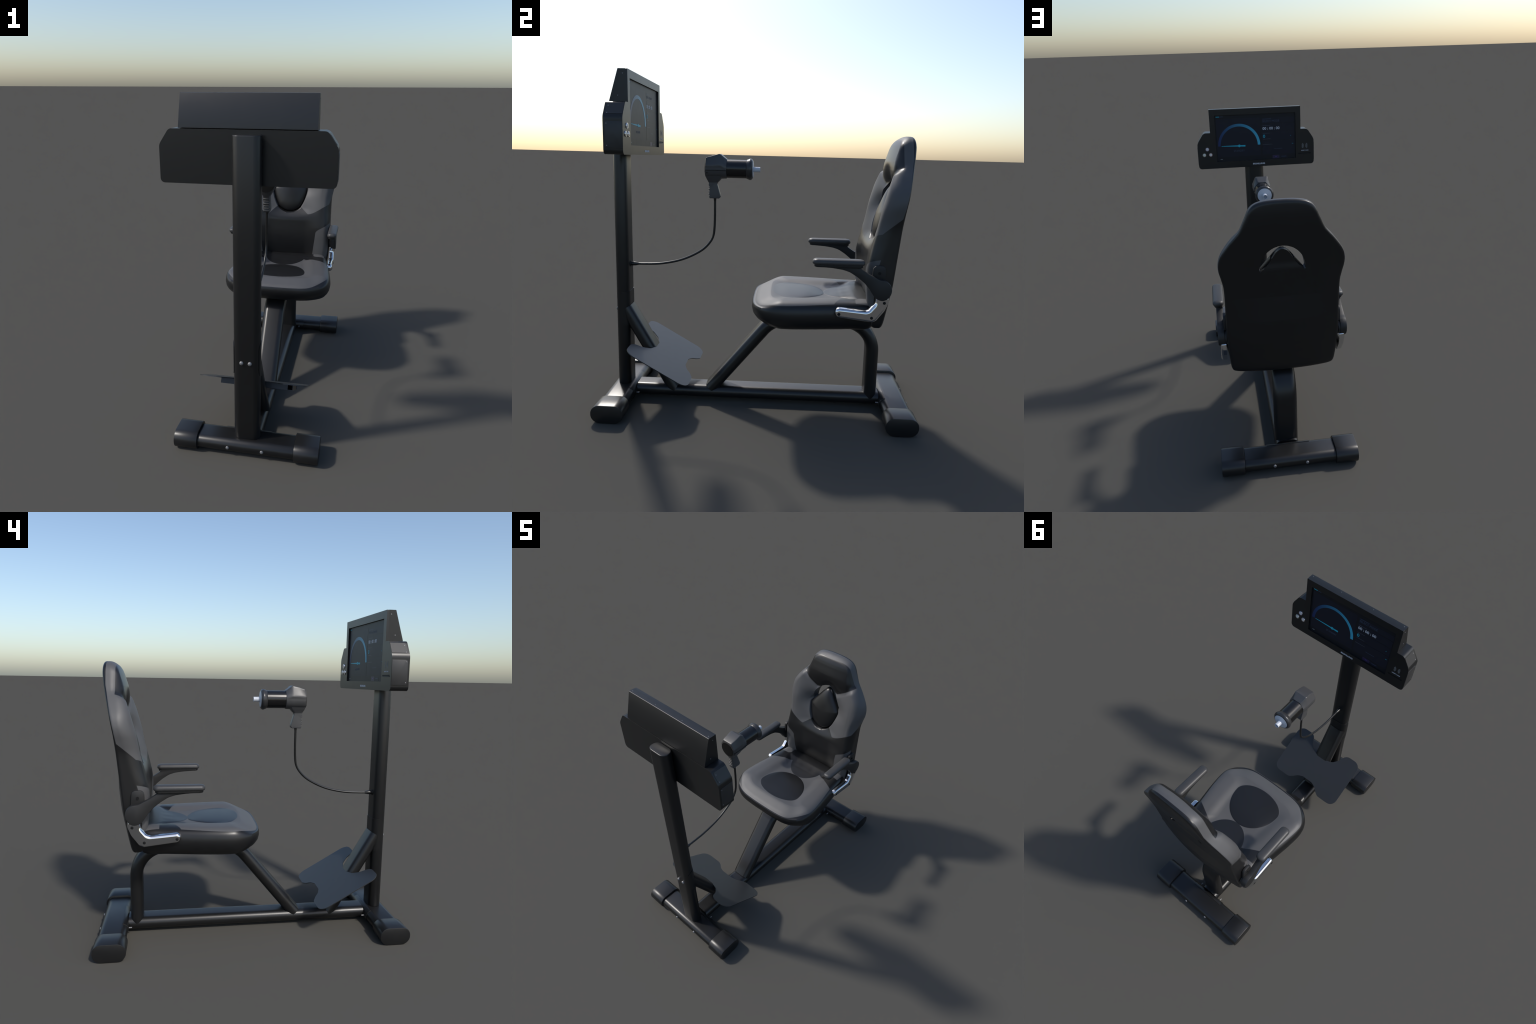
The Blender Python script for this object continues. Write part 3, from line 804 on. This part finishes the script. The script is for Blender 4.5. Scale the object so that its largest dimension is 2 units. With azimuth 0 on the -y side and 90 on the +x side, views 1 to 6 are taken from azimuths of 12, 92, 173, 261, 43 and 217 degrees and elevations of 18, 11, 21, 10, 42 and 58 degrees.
# ------------------------------------------------------------------ hand-held unit
AZ = 1.4800
def shell_section(y, topz, wt, wm, lowr):
    """One slice of the head: flat top, slanting flanks, round belly."""
    pts = [(-wt, topz), (wt, topz), (wm, AZ + 0.020)]
    belly = [(lowr * math.cos(a), AZ + lowr * math.sin(a)) for a in np.linspace(0.10, -math.pi - 0.10, 19)]
    pts += belly + [(-wm, AZ + 0.020)]
    pts = resample(np.array(round_poly(pts, [0.004, 0.004, 0.010] + [0] * 19 + [0.010], 4)), 96)
    k = int(np.argmin(np.hypot(pts[:, 0], pts[:, 1] - (AZ - lowr))))
    pts = np.roll(pts, -k, 0)
    return [(CX + a, y, b) for a, b in pts]
rings = [shell_section(-0.3415, 1.5350, 0.033, 0.054, 0.0540), shell_section(-0.3385, 1.5425, 0.0375, 0.0600, 0.0590), shell_section(-0.3290, 1.5472, 0.0405, 0.0625, 0.0615),
         shell_section(-0.3000, 1.5560, 0.0415, 0.0635, 0.0615), shell_section(-0.2600, 1.5672, 0.0425, 0.0640, 0.0610), shell_section(-0.2530, 1.5672, 0.0420, 0.0640, 0.0610),
         shell_section(-0.2450, 1.5612, 0.0415, 0.0630, 0.0605), shell_section(-0.2200, 1.5415, 0.0300, 0.0585, 0.0590), shell_section(-0.2140, 1.5365, 0.0260, 0.0565, 0.0570)]
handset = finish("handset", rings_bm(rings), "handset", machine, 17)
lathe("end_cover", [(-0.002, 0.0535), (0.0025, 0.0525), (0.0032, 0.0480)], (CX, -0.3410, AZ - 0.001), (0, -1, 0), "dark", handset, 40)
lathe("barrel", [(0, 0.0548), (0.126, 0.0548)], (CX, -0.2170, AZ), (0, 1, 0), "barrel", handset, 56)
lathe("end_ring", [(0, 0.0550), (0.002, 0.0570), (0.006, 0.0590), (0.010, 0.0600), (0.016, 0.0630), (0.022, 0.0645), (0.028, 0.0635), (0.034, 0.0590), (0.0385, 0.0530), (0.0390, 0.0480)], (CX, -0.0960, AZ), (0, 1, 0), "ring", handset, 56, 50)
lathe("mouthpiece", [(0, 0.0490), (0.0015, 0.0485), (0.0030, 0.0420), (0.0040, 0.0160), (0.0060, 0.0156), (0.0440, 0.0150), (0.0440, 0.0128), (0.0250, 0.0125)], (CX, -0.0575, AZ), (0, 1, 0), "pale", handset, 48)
# grip: flared neck, palm side smooth, finger ridges on the far side
grip_poly = [(-0.3370, 1.4250), (-0.3370, 1.4180), (-0.3225, 1.3920), (-0.3235, 1.3800)]
for zc in (1.3660, 1.3410, 1.3210):
    grip_poly += [(-0.3180, zc), (-0.3215, zc - 0.011)]
grip_poly += [(-0.3175, 1.3000), (-0.2590, 1.3000), (-0.2515, 1.3120), (-0.2540, 1.3260), (-0.2715, 1.3860), (-0.2715, 1.3960), (-0.2650, 1.4085), (-0.2510, 1.4180), (-0.2500, 1.4300)]
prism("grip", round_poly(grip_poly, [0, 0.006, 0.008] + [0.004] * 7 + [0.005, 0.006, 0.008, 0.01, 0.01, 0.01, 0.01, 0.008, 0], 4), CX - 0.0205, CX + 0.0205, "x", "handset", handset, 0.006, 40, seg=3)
# collar between head and grip
rings = []
for z, y0, y1, hx in ((1.440, -0.3420, -0.2380, 0.044), (1.424, -0.3390, -0.2460, 0.036), (1.412, -0.3340, -0.2540, 0.030), (1.402, -0.3270, -0.2640, 0.0235), (1.396, -0.3235, -0.2700, 0.0215)):
    sec = round_poly([(CX - hx, y0), (CX + hx, y0), (CX + hx, y1), (CX - hx, y1)], 0.012, 5); rings.append([(a, b, z) for a, b in sec])
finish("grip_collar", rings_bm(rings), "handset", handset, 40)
bm = None
for k, zc in enumerate((1.3830, 1.3690, 1.3545, 1.3395, 1.3250)):
    bm = prism_bm(round_poly([(-0.3245, zc - 0.0032), (-0.3120, zc - 0.0032), (-0.3120, zc + 0.0032), (-0.3245, zc + 0.0032)], 0.0028, 3), CX - 0.0165, CX + 0.0165, "x", 0.001, bm)
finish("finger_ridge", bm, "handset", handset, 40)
# parting line on the flank and a small release pin
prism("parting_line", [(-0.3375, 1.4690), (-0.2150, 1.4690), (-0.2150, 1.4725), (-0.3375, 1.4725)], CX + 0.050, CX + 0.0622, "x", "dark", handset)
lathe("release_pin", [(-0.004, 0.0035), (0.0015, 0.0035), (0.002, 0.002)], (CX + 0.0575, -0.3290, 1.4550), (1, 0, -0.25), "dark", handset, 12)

# ------------------------------------------------------------------ cable
def cable():
    P = catmull([(-0.2870, 1.3060), (-0.2868, 1.2500), (-0.2868, 1.1900), (-0.2890, 1.1200), (-0.2960, 1.0680), (-0.3180, 1.0240), (-0.3660, 0.9750), (-0.4450, 0.9300), (-0.5270, 0.9000),
                 (-0.6300, 0.8800), (-0.7200, 0.8745), (-0.7900, 0.8735)], 10)
    rings = []; n = 16
    for i, p in enumerate(P):
        a = P[max(i - 1, 0)]; c = P[min(i + 1, len(P) - 1)]; t = (c - a) / np.linalg.norm(c - a); nr = np.array([-t[1], t[0]]); r = 0.0072
        rings.append([(CX - 0.0015 + r * math.cos(2 * math.pi * k / n), p[0] + nr[0] * r * math.sin(2 * math.pi * k / n), p[1] + nr[1] * r * math.sin(2 * math.pi * k / n)) for k in range(n)])
    return finish("cable", rings_bm(rings), "rubber", machine, 60)
cab = cable()
lathe("cable_gland", [(0, 0.0200), (0.0040, 0.0195), (0.0050, 0.0130), (0.0240, 0.0125), (0.0320, 0.0115), (0.0500, 0.0078), (0.0505, 0.0060)], (CX - 0.0015, -0.8180, 0.8735), (0, 1, 0), "rubber", cab, 24, 40)
lathe("cable_boot", [(0, 0.0085), (0.010, 0.0085), (0.018, 0.0070)], (CX, -0.2870, 1.3020), (0, 0, -1), "rubber", cab, 20)

bpy.context.view_layer.update()
